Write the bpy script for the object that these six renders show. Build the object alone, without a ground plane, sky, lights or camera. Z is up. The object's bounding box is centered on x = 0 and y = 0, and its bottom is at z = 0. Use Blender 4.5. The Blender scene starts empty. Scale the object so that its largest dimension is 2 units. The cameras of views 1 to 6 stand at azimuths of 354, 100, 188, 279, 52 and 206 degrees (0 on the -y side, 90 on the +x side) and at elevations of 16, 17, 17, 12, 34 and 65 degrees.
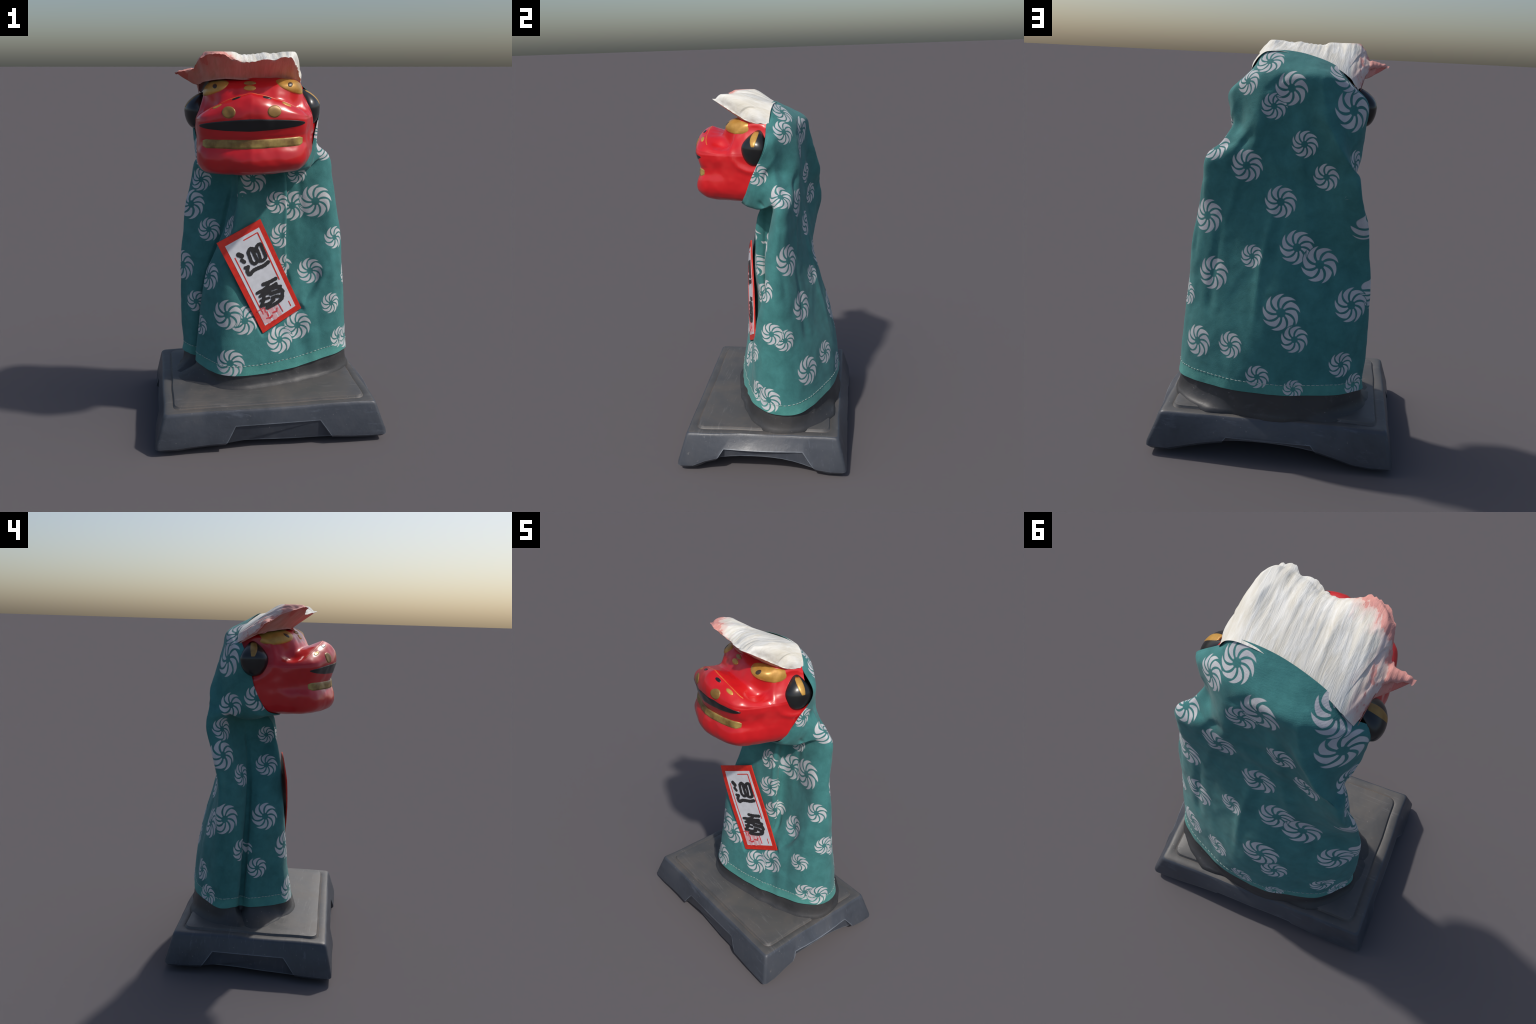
# A painted lion-dance figure: red lacquered lion mask with a white mane, draped in a
# teal cloth printed with pinwheels, a paper greeting card on its chest, on a dark plinth.
import bpy, bmesh, math, random
import numpy as np
from mathutils import Vector, Matrix, noise
from mathutils.bvhtree import BVHTree

random.seed(7)
rng = np.random.default_rng(7)
scene = bpy.context.scene

# ------------------------------------------------------------------ helpers
def link(ob, parent=None):
    scene.collection.objects.link(ob)
    if parent is not None:
        ob.parent = parent
    return ob

def new_mesh(name, verts, faces, mat=None, smooth=True, parent=None):
    me = bpy.data.meshes.new(name)
    me.from_pydata([tuple(map(float, v)) for v in verts], [], [tuple(map(int, f)) for f in faces])
    me.update()
    if smooth:
        me.polygons.foreach_set("use_smooth", [True] * len(me.polygons))
    ob = bpy.data.objects.new(name, me)
    if mat:
        me.materials.append(mat)
    return link(ob, parent)

def catmull(P, n, closed=False):
    """Resample control points (axis 0) with n steps per span, centripetal-free Catmull-Rom."""
    P = np.asarray(P, float)
    m = len(P)
    spans = m if closed else m - 1
    out = []
    for i in range(spans):
        if closed:
            a, b, c, d = P[(i - 1) % m], P[i], P[(i + 1) % m], P[(i + 2) % m]
        else:
            b, c = P[i], P[i + 1]
            a = P[i - 1] if i > 0 else 2 * b - c
            d = P[i + 2] if i + 2 < m else 2 * c - b
        for k in range(n):
            t = k / n
            out.append(0.5 * ((2 * b) + (c - a) * t + (2 * a - 5 * b + 4 * c - d) * t * t
                              + (3 * b - a - 3 * c + d) * t ** 3))
    if not closed:
        out.append(P[-1])
    return np.array(out)

def catmull_at(P, u):
    """Catmull-Rom value of the control rows P at fractional index u."""
    P = np.asarray(P, float)
    m = len(P)
    i = int(min(max(math.floor(u), 0), m - 2))
    t = u - i
    b, c = P[i], P[i + 1]
    a = P[i - 1] if i > 0 else 2 * b - c
    d = P[i + 2] if i + 2 < m else 2 * c - b
    return 0.5 * ((2 * b) + (c - a) * t + (2 * a - 5 * b + 4 * c - d) * t * t
                  + (3 * b - a - 3 * c + d) * t ** 3)

def grid_faces(nr, nc, closed=False, flip=False):
    f = []
    for i in range(nr - 1):
        for j in range(nc if closed else nc - 1):
            k = (j + 1) % nc
            q = (i * nc + j, i * nc + k, (i + 1) * nc + k, (i + 1) * nc + j)
            f.append(q[::-1] if flip else q)
    return f

def fbm(p, s, o=3):
    return noise.fractal(Vector(p) * s, 1.0, 2.0, o)

def grid_normals(G, closed=False):
    """Unit normals of a (rows, cols, 3) grid; d(col) x d(row)."""
    dr = np.gradient(G, axis=0)
    if closed:
        dc = (np.roll(G, -1, 1) - np.roll(G, 1, 1)) / 2
    else:
        dc = np.gradient(G, axis=1)
    n = np.cross(dc, dr)
    return n / (np.linalg.norm(n, axis=2, keepdims=True) + 1e-12)

# ------------------------------------------------------------------ materials
def nodes_of(name):
    m = bpy.data.materials.new(name)
    m.use_nodes = True
    nt = m.node_tree
    nt.nodes.clear()
    out = nt.nodes.new("ShaderNodeOutputMaterial")
    bs = nt.nodes.new("ShaderNodeBsdfPrincipled")
    nt.links.new(bs.outputs[0], out.inputs[0])
    return m, nt, bs

def N(nt, kind, **kw):
    n = nt.nodes.new(kind)
    for k, v in kw.items():
        setattr(n, k, v)
    return n

def math_node(nt, op, a, b=None, c=None, clamp=False):
    n = nt.nodes.new("ShaderNodeMath")
    n.operation = op
    n.use_clamp = clamp
    for i, x in enumerate((a, b, c)):
        if x is None:
            continue
        if isinstance(x, (int, float)):
            n.inputs[i].default_value = x
        else:
            nt.links.new(x, n.inputs[i])
    return n.outputs[0]

def mix_col(nt, fac, a, b, blend="MIX"):
    n = nt.nodes.new("ShaderNodeMix")
    n.data_type = "RGBA"
    n.blend_type = blend
    for sock, x in ((n.inputs[0], fac), (n.inputs[6], a), (n.inputs[7], b)):
        if isinstance(x, (int, float)):
            sock.default_value = x
        elif isinstance(x, tuple):
            sock.default_value = (*x, 1.0)
        else:
            nt.links.new(x, sock)
    return n.outputs[2]

def ramp(nt, fac, stops):
    r = nt.nodes.new("ShaderNodeValToRGB")
    el = r.color_ramp.elements
    while len(el) < len(stops):
        el.new(0.5)
    for e, (p, c) in zip(el, stops):
        e.position = p
        e.color = (*c, 1.0) if isinstance(c, tuple) else (c, c, c, 1.0)
    nt.links.new(fac, r.inputs[0])
    return r.outputs[0]

def obj_coord(nt, scale=(1, 1, 1), rot=(0, 0, 0)):
    t = nt.nodes.new("ShaderNodeTexCoord")
    mp = nt.nodes.new("ShaderNodeMapping")
    mp.inputs["Scale"].default_value = scale
    mp.inputs["Rotation"].default_value = rot
    nt.links.new(t.outputs["Object"], mp.inputs[0])
    return mp.outputs[0]

def noise_tex(nt, vec, scale, detail=4.0, rough=0.55, dist=0.0):
    n = nt.nodes.new("ShaderNodeTexNoise")
    n.inputs["Scale"].default_value = scale
    n.inputs["Detail"].default_value = detail
    n.inputs["Roughness"].default_value = rough
    n.inputs["Distortion"].default_value = dist
    nt.links.new(vec, n.inputs["Vector"])
    return n.outputs[0]

def bump(nt, bs, height, strength, dist=0.01):
    b = nt.nodes.new("ShaderNodeBump")
    b.inputs["Strength"].default_value = strength
    b.inputs["Distance"].default_value = dist
    nt.links.new(height, b.inputs["Height"])
    nt.links.new(b.outputs[0], bs.inputs["Normal"])

def simple_mat(name, base, var, rough, nscale=12.0, metallic=0.0, coat=0.0, bump_s=0.0, bump_scale=60.0, spec=0.5):
    m, nt, bs = nodes_of(name)
    v = obj_coord(nt)
    f = noise_tex(nt, v, nscale)
    c = ramp(nt, f, [(0.36, var), (0.64, base)])
    nt.links.new(c, bs.inputs["Base Color"])
    bs.inputs["Roughness"].default_value = rough
    bs.inputs["Metallic"].default_value = metallic
    bs.inputs["Coat Weight"].default_value = coat
    bs.inputs["Coat Roughness"].default_value = 0.12
    bs.inputs["Specular IOR Level"].default_value = spec
    if bump_s:
        bump(nt, bs, noise_tex(nt, v, bump_scale, 3.0), bump_s, 0.004)
    return m

def pinwheel_group():
    """1 inside the curved petals of a pinwheel of unit radius in the local XY plane."""
    g = bpy.data.node_groups.new("pinwheel", "ShaderNodeTree")
    for nm, tp in (("Vector", "NodeSocketVector"), ("Location", "NodeSocketVector"),
                   ("Rotation", "NodeSocketVector"), ("Scale", "NodeSocketVector"), ("Petals", "NodeSocketFloat")):
        g.interface.new_socket(nm, in_out="INPUT", socket_type=tp)
    g.interface.new_socket("Mask", in_out="OUTPUT", socket_type="NodeSocketFloat")
    g.interface.new_socket("Disc", in_out="OUTPUT", socket_type="NodeSocketFloat")
    gi, go = g.nodes.new("NodeGroupInput"), g.nodes.new("NodeGroupOutput")
    mp = g.nodes.new("ShaderNodeMapping")
    mp.vector_type = "TEXTURE"
    g.links.new(gi.outputs[0], mp.inputs[0])
    for i, nm in ((1, "Location"), (2, "Rotation"), (3, "Scale")):
        g.links.new(gi.outputs[i], mp.inputs[nm])
    sx = g.nodes.new("ShaderNodeSeparateXYZ")
    g.links.new(mp.outputs[0], sx.inputs[0])
    x, y, zz = sx.outputs
    # straight distance from the hub, so that a print wrapped round a fold keeps its size
    r = math_node(g, "SQRT", math_node(g, "ADD", math_node(g, "ADD", math_node(g, "MULTIPLY", x, x), math_node(g, "MULTIPLY", y, y)), math_node(g, "MULTIPLY", zz, zz)))
    th = math_node(g, "ARCTAN2", y, x)
    # gaps swing clockwise on their way out
    ph = math_node(g, "ADD", th, math_node(g, "MULTIPLY", math_node(g, "MULTIPLY", r, r), 0.70))
    f = math_node(g, "FRACT", math_node(g, "MULTIPLY", math_node(g, "DIVIDE", ph, 2 * math.pi), gi.outputs["Petals"]))
    # petal is wide outside, narrow at the hub
    wid = math_node(g, "MULTIPLY_ADD", r, 0.30, 0.15)
    wid = math_node(g, "MINIMUM", wid, 0.41)
    side = math_node(g, "MULTIPLY_ADD", math_node(g, "SUBTRACT", wid, math_node(g, "ABSOLUTE", math_node(g, "SUBTRACT", f, 0.5))), 16.0, 0.5, clamp=True)
    lim = math_node(g, "MULTIPLY_ADD", math_node(g, "POWER", math_node(g, "MAXIMUM", math_node(g, "SUBTRACT", f, 0.10), 0.0), 2.0), -0.36, 1.0)
    outer = math_node(g, "MULTIPLY_ADD", math_node(g, "SUBTRACT", lim, r), 25.0, 0.5, clamp=True)
    inner = math_node(g, "MULTIPLY_ADD", math_node(g, "SUBTRACT", r, 0.25), 20.0, 0.5, clamp=True)
    deep = math_node(g, "LESS_THAN", math_node(g, "ABSOLUTE", zz), 1.0)
    m = math_node(g, "MULTIPLY", math_node(g, "MULTIPLY", side, outer), math_node(g, "MULTIPLY", inner, deep))
    g.links.new(m, go.inputs[0])
    # a later wheel covers an earlier one with a thin margin
    disc = math_node(g, "MULTIPLY", deep, math_node(g, "MULTIPLY_ADD", math_node(g, "SUBTRACT", math_node(g, "ADD", lim, 0.07), r), 25.0, 0.5, clamp=True))
    g.links.new(disc, go.inputs[1])
    return g

WHEEL_GROUP = pinwheel_group()

def cloth_mat(name, wheels, teal, teal_dark):
    """Woven teal cotton; wheels = list of (location, euler, radius, petals)."""
    m, nt, bs = nodes_of(name)
    tc = nt.nodes.new("ShaderNodeTexCoord")
    vec = tc.outputs["Object"]
    blotch = noise_tex(nt, vec, 11.0, 6.0, 0.68, 0.3)
    fine = noise_tex(nt, vec, 240.0, 2.0)
    base = ramp(nt, blotch, [(0.3, teal_dark), (0.7, teal)])
    base = mix_col(nt, math_node(nt, "MULTIPLY", fine, 0.35), base, (teal_dark[0] * .7, teal_dark[1] * .7, teal_dark[2] * .7))
    mask = None
    for loc, eul, rad, pet in wheels:
        g = nt.nodes.new("ShaderNodeGroup")
        g.node_tree = WHEEL_GROUP
        nt.links.new(vec, g.inputs[0])
        g.inputs[1].default_value = loc
        g.inputs[2].default_value = eul
        g.inputs[3].default_value = (rad, rad, rad)
        g.inputs[4].default_value = pet
        mask = g.outputs[0] if mask is None else math_node(nt, "MULTIPLY_ADD", mask, math_node(nt, "SUBTRACT", 1.0, g.outputs[1]), g.outputs[0], clamp=True)
    if mask is not None:
        tint = noise_tex(nt, vec, 14.0, 3.0)
        white = ramp(nt, tint, [(0.35, (0.54, 0.53, 0.57)), (0.65, (0.68, 0.66, 0.66))])
        worn = math_node(nt, "MULTIPLY", mask, math_node(nt, "MULTIPLY_ADD", fine, 0.25, 0.78, clamp=True))
        base = mix_col(nt, worn, base, white)
    nt.links.new(base, bs.inputs["Base Color"])
    bs.inputs["Roughness"].default_value = 0.85
    bs.inputs["Specular IOR Level"].default_value = 0.2
    bs.inputs["Sheen Weight"].default_value = 0.1
    wv = nt.nodes.new("ShaderNodeTexWave")
    wv.wave_type, wv.bands_direction = "BANDS", "Z"
    wv.inputs["Scale"].default_value = 55.0
    wv.inputs["Distortion"].default_value = 1.5
    wv.inputs["Detail"].default_value = 2.0
    nt.links.new(vec, wv.inputs["Vector"])
    bump(nt, bs, math_node(nt, "ADD", math_node(nt, "MULTIPLY", wv.outputs["Fac"], 0.16), fine), 0.26, 0.003)
    return m

RED = (0.64, 0.012, 0.016)
def lacquer_mat():
    m, nt, bs = nodes_of("red_lacquer")
    v = obj_coord(nt)
    f = noise_tex(nt, v, 7.0, 3.0)
    c = ramp(nt, f, [(0.3, (0.55, 0.006, 0.010)), (0.7, RED)])
    # paler pink patches in the red
    f2 = noise_tex(nt, obj_coord(nt, (3, 3, 3)), 2.0, 5.0, 0.6)
    c = mix_col(nt, math_node(nt, "MULTIPLY", ramp(nt, f2, [(0.58, 0.0), (0.75, 1.0)]), 0.12), c, (0.6, 0.12, 0.10))
    nt.links.new(c, bs.inputs["Base Color"])
    bs.inputs["Roughness"].default_value = 0.32
    bs.inputs["Coat Weight"].default_value = 0.35
    bs.inputs["Coat Roughness"].default_value = 0.15
    bump(nt, bs, noise_tex(nt, v, 14.0, 2.0), 0.10, 0.01)
    return m

def mane_mat(name, pale, pink, red, base_fac):
    """Creased white paper, stained pink and red toward its torn lip and its right-hand end."""
    m, nt, bs = nodes_of(name)
    tc = nt.nodes.new("ShaderNodeTexCoord")
    sx = nt.nodes.new("ShaderNodeSeparateXYZ")
    nt.links.new(tc.outputs["Object"], sx.inputs[0])
    streak = noise_tex(nt, obj_coord(nt, (26, 4, 6), (0, 0, 0.15)), 1.6, 5.0, 0.65, 0.4)
    patch = noise_tex(nt, obj_coord(nt, (16, 6, 8)), 1.5, 4.0, 0.6)
    c = mix_col(nt, ramp(nt, streak, [(0.35, 1.0), (0.62, 0.0)]), pale, tuple(x * y for x, y in zip(pale, (0.84, 0.80, 0.72))))
    toward = math_node(nt, "ADD", math_node(nt, "MULTIPLY", math_node(nt, "SUBTRACT", -0.12, sx.outputs[1]), 4.0),
                       math_node(nt, "MULTIPLY", math_node(nt, "SUBTRACT", -0.20, sx.outputs[0]), 3.0))
    toward = math_node(nt, "MAXIMUM", toward, math_node(nt, "MULTIPLY", math_node(nt, "SUBTRACT", -0.255, sx.outputs[0]), 4.0))
    f = math_node(nt, "ADD", math_node(nt, "ADD", patch, math_node(nt, "MULTIPLY", streak, 0.35)), math_node(nt, "ADD", toward, base_fac))
    c = mix_col(nt, ramp(nt, f, [(0.66, 0.0), (1.0, 0.72)]), c, pink)
    c = mix_col(nt, ramp(nt, f, [(0.96, 0.0), (1.0, 0.45)]), c, red)
    nt.links.new(c, bs.inputs["Base Color"])
    bs.inputs["Roughness"].default_value = 0.75
    bump(nt, bs, streak, 0.45, 0.012)
    return m

def plinth_mat(name, lo, mid, hi, rough=(0.42, 0.62), edge=None):
    m, nt, bs = nodes_of(name)
    v = obj_coord(nt)
    big = noise_tex(nt, v, 4.0, 6.0, 0.65, 0.6)
    c = ramp(nt, big, [(0.30, lo), (0.52, mid), (0.72, hi)])
    scr = noise_tex(nt, obj_coord(nt, (3, 30, 8), (0, 0, 0.5)), 2.0, 6.0, 0.7)
    c = mix_col(nt, math_node(nt, "MULTIPLY", ramp(nt, scr, [(0.58, 0.0), (0.70, 1.0)]), 0.42), c, tuple(2.3 * x for x in mid))
    fleck = noise_tex(nt, v, 70.0, 2.0)
    c = mix_col(nt, math_node(nt, "MULTIPLY", ramp(nt, fleck, [(0.70, 0.0), (0.76, 1.0)]), 0.35), c, (0.3, 0.28, 0.26))
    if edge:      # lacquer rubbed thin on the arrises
        geo = nt.nodes.new("ShaderNodeNewGeometry")
        bev = nt.nodes.new("ShaderNodeBevel")
        bev.samples = 6
        bev.inputs["Radius"].default_value = 0.012
        dt = nt.nodes.new("ShaderNodeVectorMath"); dt.operation = "DOT_PRODUCT"
        nt.links.new(bev.outputs[0], dt.inputs[0]); nt.links.new(geo.outputs["Normal"], dt.inputs[1])
        wear = math_node(nt, "MULTIPLY", ramp(nt, math_node(nt, "SUBTRACT", 1.0, dt.outputs["Value"]), [(0.04, 0.0), (0.18, 1.0)]), ramp(nt, big, [(0.35, 0.35), (0.6, 0.9)]))
        c = mix_col(nt, wear, c, edge)
    nt.links.new(c, bs.inputs["Base Color"])
    nt.links.new(ramp(nt, big, [(0.3, rough[0]), (0.7, rough[1])]), bs.inputs["Roughness"])
    bump(nt, bs, noise_tex(nt, v, 18.0, 5.0), 0.18, 0.01)
    return m

M_RED = lacquer_mat()
M_BLACK = simple_mat("black_lacquer", (0.013, 0.015, 0.016), (0.009, 0.009, 0.010), 0.30, coat=0.25)
M_GOLD = simple_mat("gold_paint", (0.62, 0.34, 0.07), (0.48, 0.25, 0.05), 0.36, nscale=20, metallic=0.25, bump_s=0.08)
M_OLDGOLD = simple_mat("tarnished_gold_paint", (0.36, 0.20, 0.05), (0.26, 0.14, 0.035), 0.42, nscale=25, metallic=0.2)
M_BRASS = simple_mat("tooth_gold", (0.46, 0.32, 0.09), (0.20, 0.11, 0.03), 0.42, nscale=14, metallic=0.2)
M_PUPIL = simple_mat("pupil_brown", (0.07, 0.045, 0.03), (0.05, 0.03, 0.02), 0.35)
M_MANE = mane_mat("white_paper_mane", (0.82, 0.81, 0.76), (0.76, 0.42, 0.36), (0.60, 0.06, 0.04), -0.06)
M_MANE_UNDER = mane_mat("mane_pink_underside", (0.70, 0.34, 0.28), (0.64, 0.20, 0.16), (0.55, 0.07, 0.05), -0.22)
M_STITCH = simple_mat("stitch_thread", (0.48, 0.57, 0.53), (0.36, 0.45, 0.42), 0.8)
M_PLINTH = plinth_mat("plinth_blue_grey", (0.040, 0.046, 0.058), (0.058, 0.066, 0.082), (0.075, 0.080, 0.092), (0.34, 0.5), edge=(0.24, 0.27, 0.31))
M_PLINTH_TOP = plinth_mat("plinth_top_brown_grey", (0.062, 0.064, 0.066), (0.088, 0.085, 0.083), (0.112, 0.100, 0.090), edge=(0.19, 0.15, 0.12))
M_CORE = plinth_mat("core_darkened_as_shadow", (0.030, 0.030, 0.032), (0.042, 0.042, 0.044), (0.055, 0.052, 0.050))  # near-black base colour carries the shade beneath the hem
M_CARD = simple_mat("white_card", (0.74, 0.75, 0.79), (0.66, 0.67, 0.70), 0.45, nscale=30)
M_CARDRED = simple_mat("card_red_border", (0.74, 0.035, 0.018), (0.62, 0.02, 0.012), 0.45, nscale=40)
M_INK = simple_mat("brush_ink", (0.035, 0.034, 0.036), (0.025, 0.024, 0.026), 0.5)
M_SEAL = simple_mat("seal_red", (0.62, 0.03, 0.05), (0.68, 0.10, 0.11), 0.5, nscale=60)
M_SEALPINK = simple_mat("seal_pink_wash", (0.74, 0.36, 0.38), (0.74, 0.48, 0.50), 0.5, nscale=50)

# ------------------------------------------------------------------ the thing
root = bpy.data.objects.new("lion_dance_figure", None)
link(root)
root["label"] = "red lion-mask dance figurine in teal pinwheel robe on dark plinth"
root["category"] = "figurine"

# ------------------------------------------------------------------ plinth
def bilerp_plan(corners, su, sv):
    """corners FL FR BR BL; su, sv in -1..1 -> x, y."""
    a, b = (su + 1) / 2, (sv + 1) / 2
    FL, FR, BR, BL = [np.array(c) for c in corners]
    return (FL * (1 - a) + FR * a) * (1 - b) + (BL * (1 - a) + BR * a) * b

TOPC = [(-0.552, -0.448), (0.574, -0.393), (0.527, 0.446), (-0.592, 0.394)]
BOTC = [(-0.600, -0.492), (0.630, -0.436), (0.586, 0.492), (-0.630, 0.437)]

def ring_rect(corners, z, shrink, rad, per=14):
    """Rounded rectangle ring, shrink in metres, corner radius rad."""
    C = [np.array(c, float) for c in corners]
    cen = sum(C) / 4
    pts = []
    L = [np.linalg.norm(C[(i + 1) % 4] - C[i]) for i in range(4)]
    inset = []
    for i in range(4):
        e1 = (C[(i + 1) % 4] - C[i]); e1 /= np.linalg.norm(e1)
        e0 = (C[(i - 1) % 4] - C[i]); e0 /= np.linalg.norm(e0)
        inset.append((C[i] + (e0 + e1) * shrink, e0, e1))
    for i in range(4):
        c, e0, e1 = inset[i]
        nxt = inset[(i + 1) % 4][0]
        a, b, d = c + e0 * rad, c, c + e1 * rad
        for k in range(9):
            t = k / 8
            p = a * (1 - t) ** 2 + b * 2 * t * (1 - t) + d * t * t
            pts.append((p[0], p[1], z))
        q = nxt + inset[(i + 1) % 4][1] * rad
        for k in range(1, per):
            p = d + (q - d) * k / per
            pts.append((p[0], p[1], z))
    return pts

def build_plinth():
    prof = [  # corners, z, shrink, corner radius
        (BOTC, 0.030, 0.16, 0.04), (BOTC, 0.022, 0.030, 0.035), (BOTC, 0.026, 0.010, 0.03), (BOTC, 0.040, 0.000, 0.025),
        (BOTC, 0.060, 0.002, 0.022), (TOPC, 0.197, -0.004, 0.022), (TOPC, 0.207, 0.000, 0.022),
        (TOPC, 0.214, 0.008, 0.022), (TOPC, 0.216, 0.020, 0.026), (TOPC, 0.2155, 0.042, 0.04), (TOPC, 0.213, 0.0480, 0.045),
        (TOPC, 0.2185, 0.0525, 0.045), (TOPC, 0.2255, 0.056, 0.045), (TOPC, 0.228, 0.064, 0.045), (TOPC, 0.229, 0.12, 0.05),
        (TOPC, 0.230, 0.24, 0.05)]
    V = []
    for c, z, s, r in prof:
        V += ring_rect(c, z, s, r)
    n = len(ring_rect(*prof[0]))
    F = grid_faces(len(prof), n, closed=True)
    F.append(tuple(range(n))[::-1])
    F.append(tuple((len(prof) - 1) * n + k for k in range(n)))
    # slight unevenness of a worn, hand-lacquered piece
    V = [Vector(v) for v in V]
    for v in V:
        w = fbm((v.x, v.y, v.z), 3.0)
        # the skirt arches up between the four feet
        sx, sy = min(1.0, abs(v.x) / 0.60), min(1.0, abs(v.y) / 0.46)
        foot = min(sx, sy)
        if v.z < 0.10:
            arch = 0.016 if (v.y < -0.3 or v.x < -0.45) else 0.080
            v.z += arch * max(0.0, 1 - (foot / 0.78) ** 2.2)
        v.z += 0.004 * w + 0.010 * (v.y > 0) * min(1, v.z / .2) * 0.6 * max(0, -v.x + 0.2)
        v.x += 0.004 * fbm((v.y, v.z, v.x), 5.0)
        v.y += 0.004 * fbm((v.z, v.x, v.y), 5.0)
    ob = new_mesh("plinth", V, F, M_PLINTH, parent=root)
    ob.data.materials.append(M_PLINTH_TOP)
    for p in ob.data.polygons:
        if p.index >= 7 * n and p.index != (len(prof) - 1) * n:
            p.material_index = 1
    # trapezoid openings under each side, recessed with a sloping back
    sides = [(0, -0.22, 0.40), (1, -0.07, 0.60), (2, 0.0, 0.5), (3, 0.0, 0.5)]
    cut = []
    cor = [np.array(c) for c in BOTC]
    for i in range(4):
        a, b = cor[i], cor[(i + 1) % 4]
        L = np.linalg.norm(b - a)
        e = (b - a) / L
        nrm = np.array([e[1], -e[0]])
        lo0, hi0, hi1, lo1 = [(0.285, 0.340, 0.705, 0.765), (0.175, 0.28, 0.745, 0.84),
                              (0.26, 0.33, 0.67, 0.74), (0.2, 0.29, 0.71, 0.8)][i]
        top = [0.142, 0.148, 0.130, 0.135][i]
        V = []
        for off, dz in ((0.06, 0.016), (-0.026, -0.010), ):
            for t, zz in ((lo0 - 0.02, 0.0), (hi0, top + dz), (hi1, top + dz), (lo1 + 0.02, 0.0)):
                p = a + e * (t * L) + nrm * off
                V.append((p[0], p[1], zz + (-0.02 if zz == 0 else 0)))
        # slope away so that the back of the recess meets the underside
        for t, zz in ((lo0 + .01, -0.02), (lo1 - .01, -0.02)):
            p = a + e * (t * L) - nrm * 0.062
            V.append((p[0], p[1], zz))
        F = [(0, 1, 2, 3), (0, 4, 5, 1), (1, 5, 6, 2), (2, 6, 7, 3), (4, 8, 9, 7, 6, 5), (0, 3, 7, 9, 8, 4)]
        cu = new_mesh("cutter", V, F, smooth=False)
        bm = bmesh.new(); bm.from_mesh(cu.data); bmesh.ops.recalc_face_normals(bm, faces=bm.faces); bm.to_mesh(cu.data); bm.free()
        cut.append(cu)
    for cu in cut:
        md = ob.modifiers.new("opening", "BOOLEAN")
        md.object = cu
        md.operation = "DIFFERENCE"
        md.solver = "EXACT"
    dg = bpy.context.evaluated_depsgraph_get()
    me = bpy.data.meshes.new_from_object(ob.evaluated_get(dg))
    ob.modifiers.clear()
    ob.data = me
    me.name = "plinth"
    for cu in cut:
        bpy.data.objects.remove(cu)
    bm = bmesh.new(); bm.from_mesh(me)
    for f in bm.faces:
        f.smooth = True
    for ed in bm.edges:
        if len(ed.link_faces) == 2 and ed.calc_face_angle(0) > math.radians(32):
            ed.smooth = False
    bm.to_mesh(me); bm.free()
    # sagging underside the figure really stands on
    V, nr, nc = [], 16, 48
    for i in range(nr):
        r = i / (nr - 1)
        for j in range(nc):
            a = 2 * math.pi * j / nc
            ca, sa = math.cos(a), math.sin(a)
            k = (abs(ca) ** 4 + abs(sa) ** 4) ** (-0.25)
            x, y = 0.42 * r * k * ca, 0.27 * r * k * sa - 0.09
            z = 0.0 + 0.045 * r ** 2.5 + (0.010 * (fbm((x, y, 3), 5.0) + 0.6) if r > 0 else 0)
            V.append((x, y + 0.0, max(0.0, z)))
    F = grid_faces(nr, nc, closed=True, flip=True)
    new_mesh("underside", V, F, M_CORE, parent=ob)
    return ob

plinth = build_plinth()

# ------------------------------------------------------------------ cloth: control rings
# every ring runs counter-clockwise seen from above, from the deep crease in the figure's right flank:
# crease, panel side x2, front left, front mid, panel edge, recess, right front x2, right flank,
# back right x2, back mid, back left x2, left flank, rear lip of the crease
def ring(z, *xy):
    zs = z if isinstance(z, (list, tuple)) else [z] * len(xy)
    return [(x, y, zz) for (x, y), zz in zip(xy, zs)]

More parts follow.
